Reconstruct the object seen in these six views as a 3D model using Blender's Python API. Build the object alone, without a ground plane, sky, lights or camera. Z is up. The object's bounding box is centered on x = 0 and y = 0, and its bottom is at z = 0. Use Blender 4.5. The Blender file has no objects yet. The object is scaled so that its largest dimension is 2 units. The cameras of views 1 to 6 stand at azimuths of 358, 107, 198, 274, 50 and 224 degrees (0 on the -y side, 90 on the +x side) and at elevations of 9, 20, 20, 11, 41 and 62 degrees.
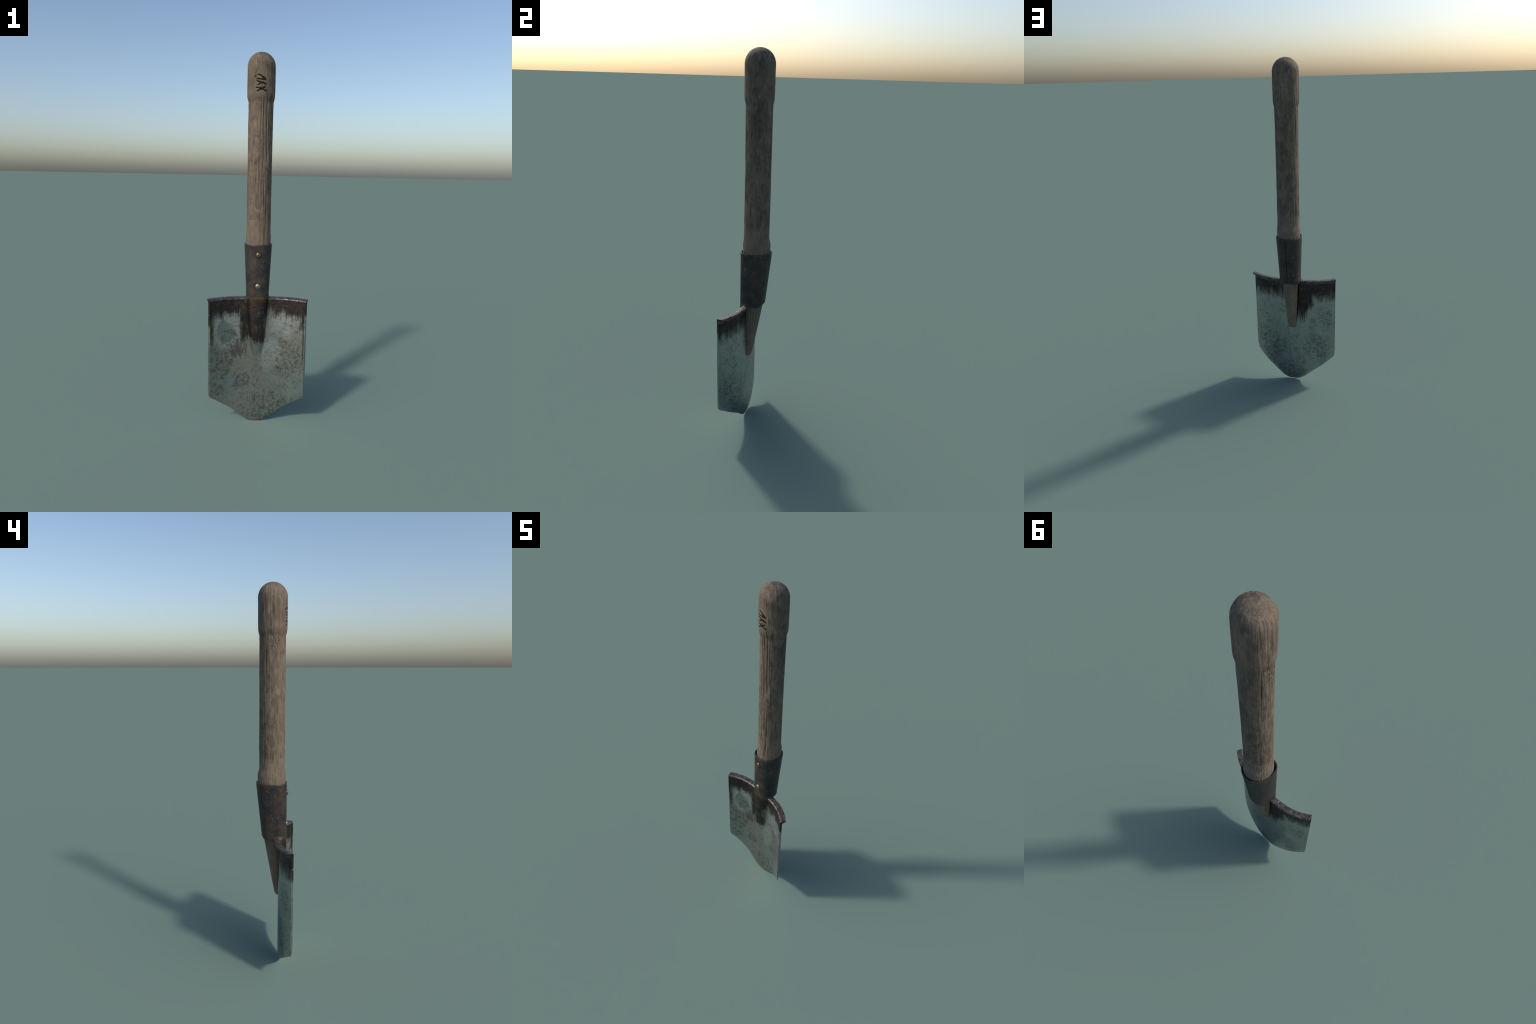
import bpy, math
import numpy as np
from mathutils import Vector

rng = np.random.default_rng(7)

# ----------------------------------------------------------------------------
#  small helpers
# ----------------------------------------------------------------------------
def lerp(a, b, t):
    return a + (b - a) * t

def smooth01(t):
    t = np.clip(t, 0.0, 1.0)
    return t * t * (3 - 2 * t)

def softmax(a, b, k):
    h = np.clip(0.5 + 0.5 * (a - b) / k, 0, 1)
    return lerp(b, a, h) + k * h * (1 - h)

def curve(table, z, col, soft=0):
    """one column of a section table, read at heights z"""
    t = np.array(table)
    order = np.argsort(t[:, 0])
    return np.interp(z, t[order, 0], t[order, col])

def value_noise(p, seed=0):
    """cheap tri-linear value noise in -1..1 for an (n,3) array"""
    p = np.asarray(p, float)
    i = np.floor(p).astype(np.int64)
    f = p - i
    f = f * f * (3 - 2 * f)
    def h(ix, iy, iz):
        n = (ix * 374761393 + iy * 668265263 + iz * 2147483647 + seed * 1274126177) & 0xFFFFFFFF
        n = ((n ^ (n >> 13)) * 1274126177) & 0xFFFFFFFF
        n = n ^ (n >> 16)
        return (n & 0xFFFF) / 32767.5 - 1.0
    r = 0
    for dx in (0, 1):
        for dy in (0, 1):
            for dz in (0, 1):
                w = (f[:, 0] if dx else 1 - f[:, 0]) * (f[:, 1] if dy else 1 - f[:, 1]) * (f[:, 2] if dz else 1 - f[:, 2])
                r = r + w * h(i[:, 0] + dx, i[:, 1] + dy, i[:, 2] + dz)
    return r

def make_object(name, verts, faces, mats, slots=None, parent=None, sharp=None):
    me = bpy.data.meshes.new(name)
    me.from_pydata([tuple(v) for v in verts], [], faces)
    for m in mats:
        me.materials.append(m)
    if slots is not None:
        me.polygons.foreach_set("material_index", slots)
    me.polygons.foreach_set("use_smooth", [True] * len(me.polygons))
    me.update()
    if sharp is not None:
        me.set_sharp_from_angle(angle=math.radians(sharp))
    ob = bpy.data.objects.new(name, me)
    bpy.context.scene.collection.objects.link(ob)
    if parent:
        ob.parent = parent
    return ob

# ----------------------------------------------------------------------------
#  node helpers: a wrapped socket with arithmetic
# ----------------------------------------------------------------------------
class V:
    def __init__(s, nt, sock):
        s.nt, s.s = nt, sock
    def op(s, kind, *o, clamp=False):
        n = s.nt.nodes.new("ShaderNodeMath"); n.operation = kind; n.use_clamp = clamp
        for i, a in enumerate((s,) + o):
            if isinstance(a, V): s.nt.links.new(a.s, n.inputs[i])
            else: n.inputs[i].default_value = a
        return V(s.nt, n.outputs[0])
    def __add__(s, o): return s.op('ADD', o)
    def __sub__(s, o): return s.op('SUBTRACT', o)
    def __mul__(s, o): return s.op('MULTIPLY', o)
    def __truediv__(s, o): return s.op('DIVIDE', o)
    def __rsub__(s, o): return (s * -1.0) + o
    __radd__ = __add__; __rmul__ = __mul__
    def max(s, o): return s.op('MAXIMUM', o)
    def min(s, o): return s.op('MINIMUM', o)
    def abs(s): return s.op('ABSOLUTE')
    def sin(s): return s.op('SINE')
    def clamp(s): return s.op('ADD', 0.0, clamp=True)
    def step(s, a, b):
        """smooth 0..1 as the value goes a -> b (a may exceed b)"""
        n = s.nt.nodes.new("ShaderNodeMapRange"); n.interpolation_type = 'SMOOTHSTEP'
        flip = a > b
        s.nt.links.new(s.s, n.inputs[0])
        n.inputs[1].default_value = min(a, b); n.inputs[2].default_value = max(a, b)
        n.inputs[3].default_value = 1.0 if flip else 0.0
        n.inputs[4].default_value = 0.0 if flip else 1.0
        return V(s.nt, n.outputs[0])

class Mat:
    def __init__(self, name):
        self.m = bpy.data.materials.new(name); self.m.use_nodes = True
        self.nt = self.m.node_tree
        self.nt.nodes.clear()
        self.out = self.nt.nodes.new("ShaderNodeOutputMaterial")
        self.b = self.nt.nodes.new("ShaderNodeBsdfPrincipled")
        self.nt.links.new(self.b.outputs[0], self.out.inputs[0])
        tc = self.nt.nodes.new("ShaderNodeTexCoord"); self.co = tc.outputs['Object']
        sx = self.nt.nodes.new("ShaderNodeSeparateXYZ"); self.nt.links.new(self.co, sx.inputs[0])
        self.x, self.y, self.z = (V(self.nt, sx.outputs[i]) for i in range(3))
    def vec(self, scale, off=(0, 0, 0), rot=(0, 0, 0)):
        n = self.nt.nodes.new("ShaderNodeMapping")
        self.nt.links.new(self.co, n.inputs[0])
        n.inputs['Location'].default_value = off
        n.inputs['Rotation'].default_value = rot
        n.inputs['Scale'].default_value = scale
        return n.outputs[0]
    def noise(self, scale, detail=3, rough=0.55, off=(0, 0, 0), dist=0.0, rot=(0, 0, 0)):
        if isinstance(scale, (int, float)): scale = (scale,) * 3
        n = self.nt.nodes.new("ShaderNodeTexNoise")
        self.nt.links.new(self.vec(scale, off, rot), n.inputs['Vector'])
        n.inputs['Scale'].default_value = 1.0
        n.inputs['Detail'].default_value = detail
        n.inputs['Roughness'].default_value = rough
        n.inputs['Distortion'].default_value = dist
        return V(self.nt, n.outputs[0])
    def voronoi(self, scale, feature='DISTANCE_TO_EDGE', off=(0, 0, 0)):
        if isinstance(scale, (int, float)): scale = (scale,) * 3
        n = self.nt.nodes.new("ShaderNodeTexVoronoi"); n.feature = feature
        self.nt.links.new(self.vec(scale, off), n.inputs['Vector'])
        n.inputs['Scale'].default_value = 1.0
        return V(self.nt, n.outputs['Distance'])
    def col(self, c):
        n = self.nt.nodes.new("ShaderNodeRGB"); n.outputs[0].default_value = (*c, 1)
        return n.outputs[0]
    def mix(self, a, b, f):
        n = self.nt.nodes.new("ShaderNodeMix"); n.data_type = 'RGBA'
        if isinstance(f, V): self.nt.links.new(f.s, n.inputs[0])
        else: n.inputs[0].default_value = f
        for k, c in ((6, a), (7, b)):
            if isinstance(c, tuple): n.inputs[k].default_value = (*c, 1)
            else: self.nt.links.new(c, n.inputs[k])
        return n.outputs[2]
    def blob(self, x0, z0, rx, rz, warp=None):
        """soft round patch in the x-z plane, 1 in the middle"""
        dx = (self.x - x0) / rx; dz = (self.z - z0) / rz
        d = dx * dx + dz * dz
        if warp is not None: d = d + warp
        return d.step(1.3, 0.15)
    def set(self, key, v):
        if isinstance(v, V): v = v.s
        if isinstance(v, (int, float)): self.b.inputs[key].default_value = v
        elif isinstance(v, tuple): self.b.inputs[key].default_value = (*v, 1)
        else: self.nt.links.new(v, self.b.inputs[key])
    def bump(self, h, strength=0.3, dist=0.002):
        n = self.nt.nodes.new("ShaderNodeBump")
        n.inputs['Strength'].default_value = strength
        n.inputs['Distance'].default_value = dist
        self.nt.links.new(h.s, n.inputs['Height'])
        self.nt.links.new(n.outputs[0], self.b.inputs['Normal'])

# ----------------------------------------------------------------------------
#  dimensions
# ----------------------------------------------------------------------------
AXIS_Y = 0.0175             # handle axis
Z_TOP = 0.7125              # where socket and blade butt
HALF_W = 0.2550             # half width of the blade
SAG = 0.066                 # depth of its curve
BOW = 3.05                  # flat in the middle, turned up at the sides
Y_FRONT = -0.0330           # front face at the middle
THICK = 0.0135

# cracks running down the front of the handle:
# x at the top, drift per metre, wobble, phase, z high, z low, half width, depth
CRACKS = [
    (0.004, -0.028, 0.0014, 0.3, 1.775, 1.37, 0.0018, 0.0030),
    (0.013, 0.006, 0.0012, 1.7, 1.790, 1.38, 0.0021, 0.0038),
    (0.029, 0.010, 0.0012, 2.9, 1.805, 1.42, 0.0021, 0.0042),
    (0.042, 0.000, 0.0014, 0.9, 1.760, 1.48, 0.0014, 0.0024),
    (-0.019, -0.035, 0.0018, 4.1, 1.490, 1.27, 0.0017, 0.0030),
    (0.001, -0.040, 0.0016, 5.2, 1.500, 1.26, 0.0020, 0.0034),
    (0.022, 0.010, 0.0016, 3.3, 1.370, 1.16, 0.0016, 0.0030),
    (0.035, 0.006, 0.0014, 0.2, 1.340, 1.13, 0.0019, 0.0034),
    (0.005, -0.025, 0.0014, 1.1, 1.230, 1.11, 0.0014, 0.0026),
    (0.034, 0.000, 0.0012, 2.2, 1.150, 1.00, 0.0019, 0.0036),
    (0.027, 0.006, 0.0012, 3.9, 1.110, 1.00, 0.0013, 0.0024),
    (-0.040, 0.000, 0.0016, 0.7, 1.700, 1.50, 0.0012, 0.0016),
    (0.049, 0.000, 0.0014, 4.4, 1.650, 1.25, 0.0014, 0.0022),
    (-0.046, 0.004, 0.0016, 5.9, 1.110, 1.01, 0.0012, 0.0018),
]

# ----------------------------------------------------------------------------
#  materials
# ----------------------------------------------------------------------------
def wood_material():
    M = Mat("weathered_wood")
    wob = M.noise((7, 7, 3.0), 3, 0.55, off=(3, 1, 7))
    fine = M.noise((170, 170, 22), 4, 0.7, dist=0.7)
    broad = M.noise((44, 44, 8.5), 5, 0.7, off=(4, 2, 1), dist=1.8)
    blotch = M.noise((28, 28, 17), 5, 0.68, off=(9, 0, 2), dist=0.8)
    fleck = M.noise((95, 95, 40), 3, 0.65, off=(0, 5, 3))
    g = (broad - 0.5) * 1.5 + (fine - 0.5) * 0.7 + (blotch - 0.5) * 1.9 + (wob - 0.5) * 1.0 + (fleck - 0.5) * 0.5 + 0.5
    c = M.mix((0.066, 0.051, 0.037), (0.200, 0.153, 0.113), g.clamp())
    c = M.mix(c, (0.245, 0.192, 0.145), (fleck.step(0.58, 0.72) * blotch.step(0.45, 0.62)) * 0.6)
    c = M.mix(c, (0.150, 0.094, 0.056), (M.noise((30, 30, 7), 3, 0.6, off=(1, 8, 4)).step(0.55, 0.72)) * 0.40)
    # a cleaner band just above the socket
    c = M.mix(c, (0.215, 0.165, 0.120), (M.z + (wob - 0.5) * 0.05).step(1.150, 1.125) * 0.35)
    # thin dark pores
    c = M.mix(c, (0.034, 0.025, 0.017), M.noise((150, 150, 8), 3, 0.6, off=(7, 7, 7), dist=0.8).step(0.60, 0.74) * 0.6)
    # thin dark lines along the long cracks on the front
    crack_dark = None
    for x0, dr, am, ph, zh, zl, hw, dp in CRACKS:
        cx = (zh - M.z) * dr + ((M.z * 21.0 + ph).sin() * am + x0)
        d = (M.x - cx).abs().step(hw * 1.25, hw * 0.25) * M.z.step(zl, zl + 0.06) * M.z.step(zh, zh - 0.05)
        crack_dark = d if crack_dark is None else crack_dark.max(d)
    crack_dark = crack_dark * M.y.step(0.005, -0.010) * broad.step(0.32, 0.56) * 0.6
    c = M.mix(c, (0.030, 0.022, 0.016), crack_dark)
    M.set('Base Color', c)
    M.set('Roughness', 0.78)
    M.set('Specular IOR Level', 0.3)
    M.bump(broad * 0.6 + fine * 0.3 + fleck * 0.5 + blotch * 0.7, 0.8, 0.005)
    return M.m

def oxide_layers(M):
    """dark oxide skin with rust bloom, blue-black patches and pale flecks"""
    big = M.noise(14, 4, 0.65, off=(2, 5, 1))
    mid = M.noise((48, 48, 34), 4, 0.7, off=(6, 1, 2))
    fine = M.noise(190, 3, 0.65)
    c = M.mix((0.036, 0.033, 0.036), (0.076, 0.056, 0.041), (big * 0.65 + mid * 0.45).step(0.42, 0.68))
    c = M.mix(c, (0.027, 0.029, 0.038), M.noise(20, 5, 0.75, off=(8, 3, 4)).step(0.45, 0.66) * 0.9)
    c = M.mix(c, (0.115, 0.072, 0.036), (mid * 0.5 + fine * 0.5).step(0.51, 0.66) * M.noise(11, 2, 0.5, off=(2, 2, 8)).step(0.42, 0.6) * 0.7)
    f1 = M.noise((130, 130, 85), 3, 0.65, off=(3, 3, 9), dist=1.0).step(0.585, 0.66)
    fl = f1 * M.noise(15, 3, 0.6, off=(11, 2, 5)).step(0.47, 0.60)
    return c, fl, fine, mid

def socket_material():
    M = Mat("oxidised_socket_steel")
    c, fl, fine, mid = oxide_layers(M)
    weld = M.z.step(0.732, 0.714) * M.y.step(0.0, -0.03) * M.noise(40, 3, 0.6, off=(0, 9, 0)).step(0.35, 0.6)
    c = M.mix(c, (0.120, 0.075, 0.030), weld * 0.7)
    c = M.mix(c, (0.22, 0.23, 0.245), fl * 0.65)
    M.set('Base Color', c)
    M.set('Metallic', 0.55)
    M.set('Roughness', fine * 0.25 + 0.36)
    M.bump(fine * 0.5 + mid, 0.15, 0.002)
    return M.m

def blade_material(side):
    M = Mat("worn_blade_steel_" + side)
    oxide, fl, fine, mid = oxide_layers(M)
    # ragged downward streaks along the border of the oxide skin
    streak = M.noise((210, 60, 9), 4, 0.7, off=(1, 0, 3))
    lumps = M.noise((34, 12, 14), 4, 0.65, off=(5, 2, 2))
    rag = (streak - 0.5) * 0.13 + (lumps - 0.5) * 0.14
    zz = M.z + rag
    if side == "front":
        dark = zz.step(0.592, 0.642)
        core = (M.x + 0.022 + rag * 0.35).abs().step(0.078, 0.056) * zz.step(0.455, 0.485)
        left = (M.x + rag * 0.22).step(-0.228, -0.250) * zz.step(0.40, 0.50)
        right = (M.x + rag * 0.30).step(0.222, 0.242) * zz.step(0.540, 0.585)
        sliver = (M.x + rag * 0.15).step(0.242, 0.251) * zz.step(0.34, 0.46) * 0.7
        dark = dark.max(core).max(left).max(right).max(sliver)
        dark = dark * (1.0 - M.x.abs().step(0.2515, 0.2535) * (M.z - M.x * 0.12).step(0.612, 0.590))
        scuff = M.noise((90, 40, 22), 4, 0.65, rot=(0, 0.75, 0), off=(2, 2, 5))
        dark = dark.max(M.blob(-0.108, 0.425, 0.06, 0.055, (scuff - 0.5) * 6.0 + 0.4) * 0.6)
    else:
        zz = M.z + (streak - 0.5) * 0.11 + (lumps - 0.5) * 0.12
        dark = zz.step(0.560, 0.640)
        # beside the wedge the skin reaches lower and climbs outward
        rise = ((M.x + 0.080 + rag * 0.25) / -0.065).clamp() * 0.14
        dark = dark.max((zz - rise).step(0.415, 0.490) * M.x.step(0.0, -0.015))
    # bare worn steel: grey-green with warm scuffs and dark mottling
    tone = M.noise((11, 11, 10), 4, 0.62, off=(4, 4, 0))
    bare = M.mix((0.275, 0.318, 0.300), (0.350, 0.350, 0.332), tone.step(0.36, 0.64)) if side == 'front' else M.mix((0.345, 0.400, 0.370), (0.400, 0.425, 0.395), tone.step(0.36, 0.64))
    if side == "front":
        tw = (tone - 0.5) * 4.0
        warm = M.blob(-0.08, 0.34, 0.14, 0.13, tw) * 0.6
        warm = warm.max(M.blob(0.20, 0.42, 0.10, 0.13, tw) * 0.4)
        warm = warm.max(M.blob(-0.07, 0.12, 0.08, 0.08, tw) * 0.45)
        bare = M.mix(bare, (0.360, 0.312, 0.285), warm)
        pale = (M.blob(-0.155, 0.535, 0.10, 0.12, tw) - M.blob(-0.165, 0.52, 0.06, 0.06, tw)).clamp() * 0.85
        pale = pale.max(M.blob(0.16, 0.57, 0.11, 0.08, tw) * 0.75).max(M.blob(0.07, 0.40, 0.06, 0.09, tw) * 0.6)
        bare = M.mix(bare, (0.54, 0.55, 0.54), pale)
        bare = M.mix(bare, (0.255, 0.300, 0.282), M.blob(-0.165, 0.52, 0.06, 0.06, tw) * 0.6)
        bare = M.mix(bare, (0.275, 0.335, 0.318), M.blob(-0.18, 0.22, 0.09, 0.07, tw).max(M.blob(0.21, 0.22, 0.06, 0.05, tw)) * 0.7)
    else:
        bare = M.mix(bare, (0.215, 0.265, 0.275), M.noise((16, 16, 3), 3, 0.6, off=(1, 1, 6)).step(0.5, 0.65) * 0.6)
    hair = M.noise((95, 60, 95), 7, 0.8, off=(2, 9, 1))
    brushed = M.noise((200, 50, 15), 3, 0.65, off=(6, 1, 1))
    bare = M.mix(bare, (0.135, 0.145, 0.130), hair.step(0.44, 0.70) * 0.6)
    bare = M.mix(bare, (0.44, 0.445, 0.43), brushed.step(0.54, 0.70) * 0.30)
    # stains: dark olive speckle gathered in clouds, with thin broken lines
    cloud = M.noise((15, 15, 14), 4, 0.65, off=(1, 6, 8))
    stain_zone = cloud.step(0.46, 0.64) * 0.7
    cw = (cloud - 0.5) * 4.5
    if side == "front":
        spots = ((-0.19, 0.36, 0.07, 0.10), (0.17, 0.37, 0.08, 0.12), (0.04, 0.10, 0.13, 0.10), (-0.15, 0.49, 0.05, 0.05), (-0.08, 0.24, 0.06, 0.05), (-0.21, 0.20, 0.05, 0.04))
    else:
        spots = ((0.12, 0.20, 0.09, 0.14), (-0.16, 0.25, 0.09, 0.10), (0.04, 0.07, 0.10, 0.07), (0.20, 0.30, 0.06, 0.08), (-0.20, 0.45, 0.05, 0.08))
    for bx, bz, rx, rz in spots:
        stain_zone = stain_zone.max(M.blob(bx, bz, rx, rz, cw))
    speck = M.noise(58, 7, 0.80, off=(9, 9, 9), dist=0.3)
    line = (M.noise(26, 4, 0.65, off=(2, 7, 2), dist=0.6) - 0.5).abs().step(0.022, 0.0) * M.noise(19, 3, 0.6, off=(6, 6, 6)).step(0.52, 0.64)
    # soft grey-green clouds under the sharp spots
    bare = M.mix(bare, (0.125, 0.140, 0.120), (hair * 0.5 + speck * 0.5).step(0.40, 0.62) * stain_zone * 0.55)
    stain = (speck + stain_zone * 0.10).step(0.54, 0.76) * (0.8 if side == 'front' else 0.6)
    stain = stain.max(line * (stain_zone * 0.5 + 0.15))
    bare = M.mix(bare, (0.052, 0.052, 0.036), stain.clamp())
    rust = M.noise(38, 4, 0.65, off=(13, 1, 2)).step(0.62, 0.74) * 0.55
    bare = M.mix(bare, (0.150, 0.092, 0.058), rust)
    # scratches: two slanting sets of hair lines
    scr = M.noise((260, 60, 9), 1, 0.5, rot=(0, 0.75, 0)).step(0.70, 0.76).max(M.noise((240, 60, 8), 1, 0.5, off=(3, 1, 1), rot=(0, -0.9, 0)).step(0.71, 0.77))
    bare = M.mix(bare, (0.34, 0.33, 0.31), scr * 0.45)
    # rusty halo where the skin thins out
    halo = (1.0 - (dark * 2.0 - 1.0).abs()).clamp()
    c = M.mix(bare, oxide, dark.clamp())
    c = M.mix(c, (0.120, 0.092, 0.074), halo * 0.35)
    weld = M.x.abs().step(0.085, 0.055) * (M.z + rag * 0.4).step(0.668, 0.70) * M.noise(40, 3, 0.6, off=(0, 9, 0)).step(0.35, 0.6)
    c = M.mix(c, (0.120, 0.075, 0.030), weld * 0.7)
    c = M.mix(c, (0.25, 0.26, 0.265), fl * dark * 0.7)
    M.set('Base Color', c)
    M.set('Metallic', 0.9)
    M.set('Roughness', fine * 0.15 + dark.clamp() * 0.08 + 0.33)
    M.bump(fine * 0.4 + speck * -0.6 + mid * 0.5, 0.16, 0.0016)
    return M.m

def flange_material():
    M = Mat("worn_flange_steel")
    c, fl, fine, mid = oxide_layers(M)
    c = M.mix(c, (0.135, 0.108, 0.102), mid.step(0.38, 0.60) * 0.75)
    wear = M.noise((60, 60, 60), 3, 0.6, off=(4, 7, 7), dist=1.0).step(0.58, 0.68)
    c = M.mix(c, (0.36, 0.355, 0.365), fl.max(wear * 0.5) * 0.75)
    M.set('Base Color', c)
    M.set('Metallic', 0.6)
    M.set('Roughness', fine * 0.2 + 0.34)
    M.bump(fine * 0.4 + mid, 0.15, 0.002)
    return M.m

def rivet_material(name, shade, shine):
    M = Mat(name)
    n = M.noise(140, 3, 0.6)
    c = M.mix(shade, shine, n.step(0.42, 0.66))
    c = M.mix(c, (0.06, 0.042, 0.024), M.noise(230, 2, 0.6, off=(3, 3, 3)).step(0.58, 0.70) * 0.7)
    M.set('Base Color', c); M.set('Metallic', 0.85); M.set('Roughness', 0.36)
    M.bump(n, 0.3, 0.002)
    return M.m

def mark_material():
    M = Mat("dark_carving")
    n = M.noise(120, 2, 0.6)
    M.set('Base Color', M.mix((0.007, 0.006, 0.005), (0.018, 0.014, 0.011), n))
    M.set('Roughness', 0.9); M.set('Specular IOR Level', 0.1)
    return M.m

WOOD = wood_material()
SOCKET = socket_material()
BLADE_F, BLADE_B = blade_material("front"), blade_material("back")
FLANGE = flange_material()
RIVET = rivet_material("brassy_rivet", (0.13, 0.085, 0.035), (0.22, 0.185, 0.12))
RIVET_WORN = rivet_material("worn_rivet", (0.20, 0.165, 0.115), (0.38, 0.37, 0.33))
MARK = mark_material()

root = bpy.data.objects.new("shovel", None)
bpy.context.scene.collection.objects.link(root)
root["label"] = "old short-handled military digging shovel with worn steel blade"
root["category"] = "shovel"

# ----------------------------------------------------------------------------
#  handle: lofted sections, radial relief, cut-in strokes
#  z, half width x, y front, y back, squareness
# ----------------------------------------------------------------------------
r = 0.0725
HANDLE = [(0.384, 0.0170, -0.033, -0.010, 2.0), (0.386, 0.0225, -0.034, -0.005, 2.0),
          (0.392, 0.0255, -0.036, -0.0015, 2.0), (0.402, 0.0268, -0.038, 0.0018, 2.0),
          (0.44, 0.0290, -0.042, 0.0090, 2.0), (0.55, 0.0365, -0.048, 0.0290, 2.05),
          (0.70, 0.0460, -0.050, 0.0575, 2.15), (0.80, 0.0530, -0.052, 0.0700, 2.2),
          (0.94, 0.0640, -0.0525, 0.0860, 2.1), (1.00, 0.0675, -0.0535, 0.0905, 2.05),
          (1.047, 0.0675, -0.0530, 0.0912, 2.0), (1.058, 0.0668, -0.0518, 0.0892, 2.0),
          (1.076, 0.0649, -0.0490, 0.0840, 2.0), (1.084, 0.0646, -0.0485, 0.0832, 2.0),
          (1.44, 0.0642, -0.0478, 0.0825, 2.0), (1.747, 0.0652, -0.0481, 0.0829, 2.0),
          (1.7525, 0.0664, -0.0493, 0.0841, 2.0), (1.762, 0.0692, -0.0518, 0.0868, 2.0),
          (1.774, 0.0714, -0.0539, 0.0889, 2.0), (1.786, 0.0721, -0.0546, 0.0896, 2.0), (1.800, r, AXIS_Y - r, AXIS_Y + r, 2.0),
          (1.9275, r, AXIS_Y - r, AXIS_Y + r, 2.0)]

def stroke_points(px):
    """strokes are laid out in knob units: (across, down); 1 unit = 1 mm"""
    p = np.array(px, float)
    d = np.r_[0, np.cumsum(np.linalg.norm(np.diff(p, axis=0), axis=1))]
    s = np.linspace(0, d[-1], max(4, int(d[-1] / 1.2)))
    q = np.c_[np.interp(s, d, p[:, 0]), np.interp(s, d, p[:, 1])]
    for _ in range(2):
        q[1:-1] = (q[:-2] + 2 * q[1:-1] + q[2:]) / 4
    return np.c_[q[:, 0] * 0.001, 1.830 - q[:, 1] * 0.001]

STROKES = [stroke_points(s) for s in (
    [(-35.5, -40.0), (-34.0, -36.0)],
    [(-20.0, -47.5), (-8, -43), (4, -37), (16, -30), (21, -25), (18, -21.5), (6, -23.5), (-8, -25), (-24, -26)],
    [(3, -37), (8, -24)],
    [(-26, -15.5), (-10, -12), (6, -6.5), (24, 0)],
    [(-20, 4), (-14, -1), (-4, -5.5), (2, -8)],
    [(10, -11), (13, -3)],
    [(-28, 15.0), (-14, 18.5), (-2, 20), (8, 18), (18, 13.5)],
    [(-24, 34.5), (-14, 28), (-4, 23.5), (4, 23), (12, 27.5), (25, 33)],
)]

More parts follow.
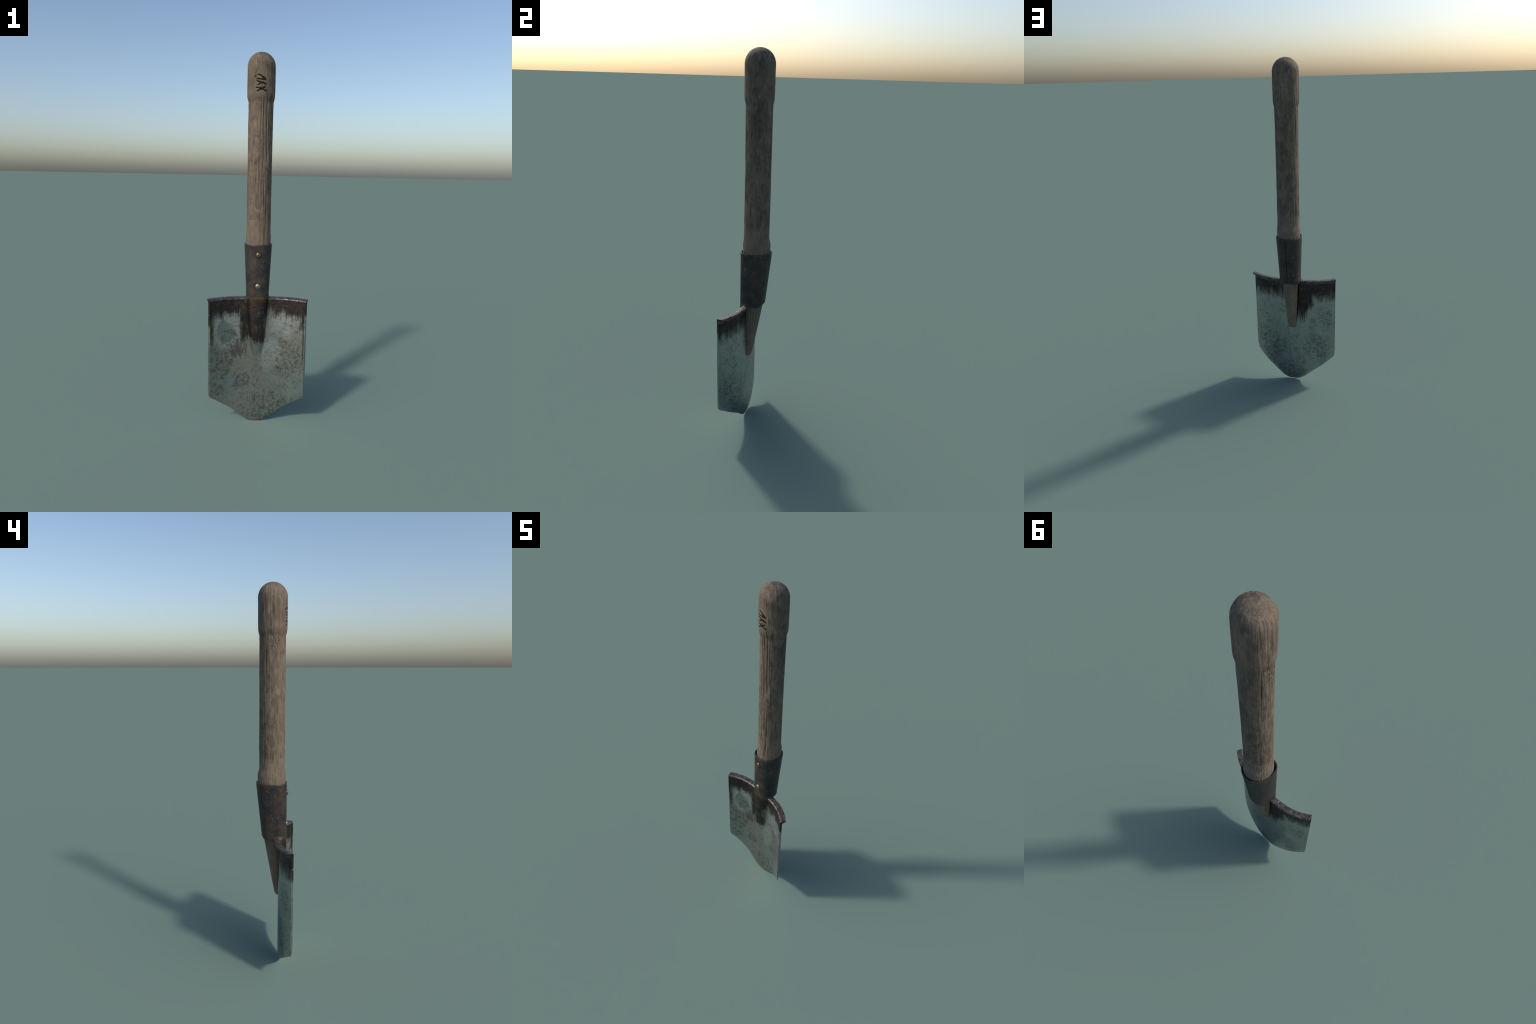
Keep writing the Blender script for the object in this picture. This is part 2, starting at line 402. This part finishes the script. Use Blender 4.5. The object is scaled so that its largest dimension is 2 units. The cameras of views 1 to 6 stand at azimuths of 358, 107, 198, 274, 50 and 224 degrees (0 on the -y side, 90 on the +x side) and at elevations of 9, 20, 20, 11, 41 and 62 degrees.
def build_handle():
    zb = np.linspace(0.384, 0.404, 14)
    zs = np.r_[zb, np.linspace(0.408, 1.0, 150), np.linspace(1.0025, 1.9275, 460)]
    cap = np.linspace(0, math.pi / 2, 40)[1:-1]
    zdome = 1.9275 + r * np.sin(cap)
    zall = np.r_[zs, zdome]
    nt = 336
    th = np.arange(nt) * 2 * math.pi / nt
    sec = [curve(HANDLE, np.minimum(zall, 1.9275), i) for i in range(5)]
    hx, yf, yb, ex = sec[1], sec[2], sec[3], sec[4]
    # round the kinks of the section table a little
    def soft(a):
        k = np.array([1, 2, 3, 2, 1.0]); k /= k.sum()
        return np.convolve(np.pad(a, 2, mode='edge'), k, 'valid')
    keep = len(zb)
    for a in (hx, yf, yb):
        b = soft(a); a[keep:] = b[keep:]
    shrink = np.ones(len(zall)); shrink[len(zs):] = np.cos(cap)
    cy = (yf + yb) / 2; hy = (yb - yf) / 2
    hx = hx * shrink; hy = hy * shrink
    c, s = np.cos(th), np.sin(th)
    X = hx[:, None] * np.sign(c) * np.abs(c)[None] ** (2 / ex[:, None])
    Y = cy[:, None] + hy[:, None] * np.sign(s) * np.abs(s)[None] ** (2 / ex[:, None])
    Z = np.repeat(zall[:, None], nt, 1)
    # relief, measured inward along the radius
    C, S = np.cos(th)[None].repeat(len(zall), 0), np.sin(th)[None].repeat(len(zall), 0)
    P = np.c_[C.ravel(), S.ravel(), Z.ravel()]
    grain = value_noise(P * [7, 7, 9], 1) * 0.0008 + value_noise(P * [16, 16, 16], 2) * 0.0007 + value_noise(P * [30, 30, 26], 3) * 0.00045 + value_noise(P * [52, 52, 22], 5) * 0.0003
    ang = np.arctan2(P[:, 1], P[:, 0])
    away = lambda a: (ang - a + math.pi) % (2 * math.pi) - math.pi
    chip_zone = np.exp(-((P[:, 2] - 1.715) / 0.045) ** 2) * np.exp(-(away(-2.65) / 0.75) ** 2)
    low_zone = np.exp(-((P[:, 2] - 1.16) / 0.06) ** 2) * np.exp(-(away(-2.9) / 0.8) ** 2)
    # a long groove down the side and a scored ring above the socket
    groove = 0.0030 * np.clip(1 - np.abs(away(2.69 + 0.02 * np.sin(P[:, 2] * 19))) / 0.05, 0, 1) * smooth01((P[:, 2] - 1.50) / 0.08) * smooth01((1.755 - P[:, 2]) / 0.02)
    ring = 0.0012 * np.exp(-((P[:, 2] - 1.137 - 0.004 * value_noise(P * [5, 5, 0], 8)) / 0.0024) ** 2) * np.exp(-(away(-2.6) / 0.9) ** 2)
    chips = np.abs(value_noise(P * [16, 16, 75], 4)) * 0.0042 * chip_zone + np.abs(value_noise(P * [14, 14, 55], 6)) * 0.0026 * low_zone
    dep = (grain + chips + groove + ring).reshape(Z.shape)
    dep *= smooth01((Z - 0.39) / 0.05)
    wall = np.where(Y < AXIS_Y, 1.0, 0.0) * smooth01((0.0 - Y) / 0.012)
    for x0, dr, am, ph, zh, zl, hw, dp in CRACKS:
        cx = x0 + (zh - Z) * dr + np.sin(Z * 21.0 + ph) * am
        m = smooth01((Z - zl) / 0.06) * smooth01((zh - Z) / 0.05)
        dep += wall * m * dp * np.clip(1 - np.abs(X - cx) / (hw * 1.9), 0, 1)
    # fainter checks all the way round
    TH = np.arctan2(S, C)
    for _ in range(46):
        t0 = rng.uniform(-math.pi, math.pi); zc = rng.uniform(1.02, 1.90); L = rng.uniform(0.04, 0.16)
        w = rng.uniform(0.012, 0.024); dp = rng.uniform(0.0005, 0.0014); ph = rng.uniform(0, 6)
        d = np.abs((TH - t0 - 0.03 * np.sin(Z * 17 + ph) + math.pi) % (2 * math.pi) - math.pi)
        dep += dp * np.clip(1 - d / w, 0, 1) * smooth01(1 - np.abs(Z - zc) / L)
    # cut-in strokes on the knob
    face = (Z > 1.76) & (Z < 1.90) & (Y < -0.01)
    ix = np.where(face)
    d = np.full(len(ix[0]), 9.0)
    for st in STROKES:
        for a, b in zip(st[:-1], st[1:]):
            ab = b - a; px = X[ix] - a[0]; pz = Z[ix] - a[1]
            t = np.clip((px * ab[0] + pz * ab[1]) / (ab @ ab + 1e-12), 0, 1)
            d = np.minimum(d, np.hypot(px - t * ab[0], pz - t * ab[1]))
    dep[ix] += 0.0034 * smooth01(1.25 - d / 0.0046)
    dep *= np.clip(shrink[:, None] * 1.6, 0, 1)
    nx = c[None] / np.maximum(hx[:, None], 1e-4); ny = s[None] / np.maximum(hy[:, None], 1e-4)
    ln = np.hypot(nx, ny); X -= dep * nx / ln; Y -= dep * ny / ln
    verts = np.c_[X.ravel(), Y.ravel(), Z.ravel()].tolist()
    rows = len(zall)
    faces = []
    for i in range(rows - 1):
        o = i * nt
        for j in range(nt):
            k = (j + 1) % nt
            faces.append((o + j, o + k, o + nt + k, o + nt + j))
    verts.append((0, AXIS_Y, 1.9275 + r)); top = len(verts) - 1
    o = (rows - 1) * nt
    for j in range(nt):
        faces.append((o + j, o + (j + 1) % nt, top))
    faces.append(tuple(reversed(range(nt))))
    return make_object("handle", verts, faces, [WOOD], parent=root, sharp=60)

def build_marks():
    first = None
    for st in STROKES:
        cu = bpy.data.curves.new("carved_mark", 'CURVE'); cu.dimensions = '3D'
        sp = cu.splines.new('POLY'); sp.points.add(len(st) - 1)
        for p, (x, z) in zip(sp.points, st):
            y = AXIS_Y - math.sqrt(r * r - x * x)
            n = Vector((x, y - AXIS_Y, 0)).normalized()
            q = Vector((x, y, z)) - n * 0.0034
            p.co = (*q, 1)
        cu.bevel_depth = 0.0037; cu.bevel_resolution = 2; cu.use_fill_caps = True
        tmp = bpy.data.objects.new("tmp", cu)
        bpy.context.scene.collection.objects.link(tmp)
        dg = bpy.context.evaluated_depsgraph_get()
        me = bpy.data.meshes.new_from_object(tmp.evaluated_get(dg))
        bpy.data.objects.remove(tmp)
        me.materials.clear(); me.materials.append(MARK)
        me.polygons.foreach_set("use_smooth", [True] * len(me.polygons))
        ob = bpy.data.objects.new("carved_mark", me)
        bpy.context.scene.collection.objects.link(ob); ob.parent = handle

# ----------------------------------------------------------------------------
#  blade: one sheet swept across its arc, with rib, bent top flange and point
# ----------------------------------------------------------------------------
SOCKET_SEC = [  # z, half width, y front, y back
    (0.690, 0.0612, -0.0620, 0.0680), (0.7125, 0.0615, -0.0620, 0.0705),
    (0.860, 0.0680, -0.0618, 0.0855), (0.990, 0.0742, -0.0615, 0.0988), (1.007, 0.0755, -0.0620, 0.1000)]
RIB = [  # z, half width, y front, y of its root, squareness
    (0.300, 0.026, -0.026, -0.010, 2.0), (0.335, 0.028, -0.0300, -0.010, 2.0), (0.375, 0.030, -0.0380, -0.010, 2.0),
    (0.42, 0.0345, -0.0500, -0.010, 2.1), (0.46, 0.0405, -0.0600, -0.008, 2.3), (0.52, 0.0475, -0.0640, -0.004, 2.6),
    (0.62, 0.0560, -0.0640, 0.000, 2.9), (0.7125, 0.0615, -0.0620, 0.00425, 3.0)]
POINT = [(0.0, 0.0), (0.025, 0.0012), (0.0435, 0.0062), (0.055, 0.0125), (0.066, 0.0185), (0.085, 0.0345), (0.10, 0.047), (0.14, 0.0795),
         (0.19, 0.1155), (0.212, 0.133), (0.235, 0.151), (0.2475, 0.1605), (0.2515, 0.1650), (0.2540, 0.1710), (0.2550, 0.1780)]

def front_arc(x):
    return Y_FRONT - SAG * (np.abs(x) / HALF_W) ** BOW

def arc_normal(x):
    """outward (backward) normal of the arc in plan"""
    slope = BOW * SAG / HALF_W * (np.abs(x) / HALF_W) ** (BOW - 1)
    ln = np.sqrt(1 + slope ** 2)
    return np.sign(x) * slope / ln, 1 / ln

def front_y(x, z, narrow=1.0):
    fb = -front_arc(x)
    w, yr, yc, n = (curve(RIB, z, i) for i in (1, 2, 3, 4))
    w = w * narrow
    q = np.clip(1 - np.clip(np.abs(x) / w, 0, 1) ** n, 0, 1) ** (1 / n)
    fr = -(yc - (yc - yr) * q)
    return -softmax(fb, fr, 0.010)

NROW = 230
NCOL = [0]

def build_blade():
    nu, nin = 118, 40
    # stations across: dense over the rib
    def X_of(u, z):
        wr = 1.3 * np.maximum(curve(RIB, z, 1), 0.034)
        inner = np.abs(u) <= 0.4
        a = np.abs(u)
        x = np.where(inner, a / 0.4 * wr, wr + (a - 0.4) / 0.6 * (HALF_W - wr))
        return np.sign(u) * x
    up = np.r_[np.linspace(0, 0.4, 56), np.linspace(0.41, 0.97, 52), np.linspace(0.9745, 1.0, 14)]
    us = np.r_[-up[:0:-1], up]
    ends = [(0.0010, 0.95), (0.0018, 0.85), (0.0022, 0.70)]     # rounded sides: push out, thickness left
    pts = np.array(POINT)
    nz = NROW
    t = np.linspace(0, 1, nz) ** 1.0
    flange = np.array([  # (depth from the front face, height) round the bent top
        (0.0000, 0.7060), (0.0006, 0.7088), (0.0020, 0.7112), (0.0042, 0.7132), (0.0070, 0.7146), (0.0110, 0.7155), (0.0190, 0.7160),
        (0.0325, 0.7166), (0.0348, 0.7162), (0.0360, 0.7148), (0.0363, 0.7125), (0.0363, 0.7085), (0.0359, 0.7066), (0.0345, 0.7052),
        (0.0270, 0.7045), (0.0205, 0.7036), (0.0162, 0.7012), (0.0140, 0.6975), (0.0136, 0.6925), (0.0135, 0.6880)])
    ZF, ZB = 0.7050, 0.6870
    cols = []
    tags = None
    def column(u, push=0.0, keep=1.0):
        nonlocal tags
        u = float(u)
        xb = float(X_of(np.array(u), np.array(0.05)))
        z0 = float(np.interp(abs(xb), pts[:, 0], pts[:, 1]))
        zf = lerp(z0, ZF, t)
        xf = X_of(np.full(nz, u), zf)
        yf = front_y(xf, zf)
        sn, cn = arc_normal(xf)
        # bottom edge ground thinner
        zbk = lerp(z0, ZB, t)
        xk = X_of(np.full(nz, u), zbk)
        yk = front_y(xk, zbk, 0.84)
        snk, cnk = arc_normal(xk)
        edge = 0.28 + 0.72 * np.sqrt(smooth01((zbk - z0) / 0.045))
        tk = THICK * edge
        ground = THICK * (1 - (0.28 + 0.72 * np.sqrt(smooth01((zf - z0) / 0.045)))) * 0.45
        xF, yF = xf + ground * sn, yf + ground * cn
        tk = tk + THICK * (1 - edge) * 0.45
        xB, yB = xk + tk * snk, yk + tk * cnk
        # flange
        zz = flange[:, 1].copy()
        xt = X_of(np.full(len(zz), u), np.minimum(zz, 0.7125))
        ax = np.abs(xt)
        ridge = smooth01((ax - 0.050) / 0.012)
        flat = np.where(np.arange(len(zz)) < 12, 0.7125, np.minimum(zz, 0.7125))
        zz = lerp(flat, zz, ridge)
        dd = flange[:, 0].copy()
        dd[:4] = lerp(np.array([0, 0, 0, 0.0005]), dd[:4], ridge[:4])
        yt = front_y(xt, np.minimum(zz, 0.7125))
        st, ct = arc_normal(xt)
        turn = smooth01((dd - 0.010) / 0.02)                 # the outer lip runs straighter back
        st = lerp(st, np.clip(st, -0.40, 0.40), turn); ct = lerp(ct, np.maximum(ct, 0.90), turn)
        xT, yT = xt + dd * st, yt + dd * ct
        x = np.r_[xF, xT, xB[::-1]]; y = np.r_[yF, yT, yB[::-1]]; z = np.r_[zf, zz, zbk[::-1]]
        if tags is None:
            tags = [0] * nz + [2] * len(zz) + [1] * nz
        if push or keep < 1:
            # close the side: pull both skins toward the middle and out along the arc
            mF = np.r_[xF, xT * 0, xB[::-1]]
            sgn = np.sign(u)
            n = len(x)
            half = THICK / 2
            depth = np.r_[ground, dd, tk[::-1]]
            mid = np.r_[(ground + tk) / 2, np.where(np.arange(len(zz)) < 7, np.minimum(dd + 0.004, 0.006), dd), ((ground + tk) / 2)[::-1]]
            nd = mid + (depth - mid) * keep
            # flange: shrink in height and in depth toward its middle line
            zmid = np.where(np.arange(len(zz)) < 10, np.maximum(zz - 0.0045, 0.7), 0.7105)
            fz = zmid + (zz - zmid) * keep
            z = np.r_[zf, fz, zbk[::-1]]
            sa = np.r_[sn, st, snk[::-1]]; ca = np.r_[cn, ct, cnk[::-1]]
            x = x + (nd - depth) * sa + push * ca * sgn
            y = y + (nd - depth) * ca - push * sa * sgn
        return np.c_[x, y, z]
    allu = [(-1.0, p, k) for p, k in ends[::-1]] + [(u, 0, 1) for u in us] + [(1.0, p, k) for p, k in ends]
    cols = [column(*a) for a in allu]
    n = len(cols[0]); nc = len(cols); NCOL[0] = nc
    verts = np.concatenate(cols)
    faces, slots = [], []
    for i in range(nc - 1):
        for j in range(n):
            k = (j + 1) % n
            faces.append((i * n + j, (i + 1) * n + j, (i + 1) * n + k, i * n + k))
            slots.append(tags[j] if k else 0)
    # side caps: strips joining front and back rows
    nf = nz; top = n - 2 * nz
    for base, flip in ((0, False), ((nc - 1) * n, True)):
        quads = []
        for j in range(nz - 1):
            quads.append((base + j, base + j + 1, base + n - 2 - j, base + n - 1 - j))
        quads.append(tuple(base + nz - 1 + q for q in range(top + 2)))
        for q in quads:
            faces.append(tuple(reversed(q)) if flip else q); slots.append(0)
    return np.array(verts), faces, slots

def split_blade():
    verts, faces, slots = build_blade()
    whole = make_object("whole", verts, faces, [BLADE_F, BLADE_B, FLANGE], slots)
    me = whole.data
    import bmesh
    bm = bmesh.new(); bm.from_mesh(me)
    bmesh.ops.recalc_face_normals(bm, faces=bm.faces)
    bm.to_mesh(me); bm.free()
    me.update()
    vn = np.zeros(len(me.vertices) * 3); me.vertices.foreach_get("normal", vn); vn = vn.reshape(-1, 3)
    # where the rib runs up into the socket, keep the face normals of the rib
    per = len(me.vertices) // NCOL[0]
    for c in range(NCOL[0]):
        o = c * per
        for j in range(NROW - 4, NROW + 3):
            co = me.vertices[o + j].co
            if abs(co.x) < 0.056:
                vn[o + j] = vn[o + NROW - 6] * [1, 1, 0]
                vn[o + j] /= np.linalg.norm(vn[o + j])
    fl = [p for p in me.polygons]
    for name, want, mats in (("blade", (0, 1), [BLADE_F, BLADE_B]), ("step_flange", (2,), [FLANGE])):
        sel = [p for p in fl if p.material_index in want]
        ids = {}
        for p in sel:
            for v in p.vertices:
                ids.setdefault(v, len(ids))
        vs = [tuple(me.vertices[v].co) for v in ids]
        fs = [tuple(ids[v] for v in p.vertices) for p in sel]
        ob = make_object(name, vs, fs, mats, [p.material_index if len(want) > 1 else 0 for p in sel], parent=root)
        ob.data.normals_split_custom_set_from_vertices([tuple(vn[v]) for v in ids])
    bpy.data.objects.remove(whole)

# ----------------------------------------------------------------------------
#  socket: a tapered sheet rolled round the wood, open along the back seam
# ----------------------------------------------------------------------------
def section_loop(a, yf, yb, nf, nb, count, gap):
    yc = (yf + yb) / 2
    th = np.linspace(0, 2 * math.pi, 2400) + math.pi / 2
    c, s = np.cos(th), np.sin(th)
    n = np.where(s < 0, nf, nb)
    x = a * np.sign(c) * np.abs(c) ** (2 / n)
    y = yc + np.where(s < 0, yc - yf, yb - yc) * np.sign(s) * np.abs(s) ** (2 / n)
    d = np.r_[0, np.cumsum(np.hypot(np.diff(x), np.diff(y)))]
    q = np.linspace(gap, d[-1] - gap, count)
    return np.interp(q, d, x), np.interp(q, d, y)

def build_socket():
    count = 260
    wall = 0.0072
    ts = np.r_[np.linspace(0, 0.16, 26), np.linspace(0.17, 0.985, 90), np.linspace(0.9875, 1.0, 7)]
    outer, inner = [], []
    for t in ts:
        zc = lerp(0.700, 1.007, t)
        a, yf, yb = (float(curve(SOCKET_SEC, zc, i)) for i in (1, 2, 3))
        nf = lerp(3.0, 2.75, smooth01((zc - 0.7125) / 0.29)); nb = lerp(2.25, 2.1, t)
        rim = 0.0016 * smooth01((t - 0.990) / 0.010)      # softened mouth
        x, y = section_loop(a - rim, yf + rim, yb - rim, nf, nb, count, 0.0016)
        xi, yi = section_loop(a - wall + rim, yf + wall - rim, yb - wall + rim, nf, nb, count, 0.0016)
        # lower end: at the front it butts on the blade, at the back it is cut with rounded corners
        back = smooth01((y - (-0.030)) / 0.03)
        low = np.where(y > -0.03, lerp(0.7125, 0.7045 + 0.013 * smooth01((y - 0.040) / 0.030) ** 2, back), 0.7125)
        z = lerp(low, 1.007, t)
        # fillet onto the flange at both sides
        side = np.exp(-((y + 0.022) / 0.020) ** 2) * smooth01((np.abs(x) - 0.045) / 0.012)
        fil = 0.007 * np.clip((0.735 - z) / 0.022, 0, 1) ** 2
        x = x + np.sign(x) * side * fil
        outer.append(np.c_[x, y, z]); inner.append(np.c_[xi, yi, z])
    R = len(ts)
    verts = np.concatenate(outer + inner)
    off = R * count
    faces = []
    for i in range(R - 1):
        for j in range(count - 1):
            a = i * count + j
            faces.append((a, a + 1, a + count + 1, a + count))
            b = off + a
            faces.append((b + 1, b, b + count, b + count + 1))
        for j, flip in ((0, 0), (count - 1, 1)):
            a = i * count + j; b = off + a
            q = (a, a + count, b + count, b)
            faces.append(q[::-1] if flip else q)
    for i, flip in ((0, 0), (R - 1, 1)):
        for j in range(count - 1):
            a = i * count + j; b = off + a
            q = (a, b, b + 1, a + 1)
            faces.append(q[::-1] if flip else q)
    ob = make_object("socket", verts, faces, [SOCKET], parent=root)
    import bmesh
    bm = bmesh.new(); bm.from_mesh(ob.data)
    bmesh.ops.recalc_face_normals(bm, faces=bm.faces)
    bm.to_mesh(ob.data); bm.free()
    ob.data.set_sharp_from_angle(angle=math.radians(50))
    return ob

def build_rivets():
    prof = [(0.0, 0.0078), (0.0045, 0.0075), (0.009, 0.0065), (0.0125, 0.0048), (0.0148, 0.0028), (0.0158, 0.0005), (0.0158, -0.004)]
    n = 40
    verts, faces = [(0, -prof[0][1], 0)], []
    for rr, h in prof[1:]:
        for k in range(n):
            a = 2 * math.pi * k / n
            verts.append((rr * math.cos(a), -h, rr * math.sin(a)))
    for k in range(n):
        faces.append((0, 1 + k, 1 + (k + 1) % n))
    for i in range(len(prof) - 2):
        for k in range(n):
            a = 1 + i * n + k; b = 1 + i * n + (k + 1) % n
            faces.append((a, a + n, b + n, b))
    rv = make_object("rivet", verts, faces, [RIVET], parent=socket)
    rv.location = (0, -0.0612, 0.953)
    r2 = rv.copy(); bpy.context.scene.collection.objects.link(r2); r2.parent = socket
    r2.location = (0.0, -0.0612, 0.783); r2.rotation_euler = (0, 1.1, 0)
    r2.material_slots[0].link = 'OBJECT'; r2.material_slots[0].material = RIVET_WORN

handle = build_handle()
build_marks()
split_blade()
socket = build_socket()
build_rivets()
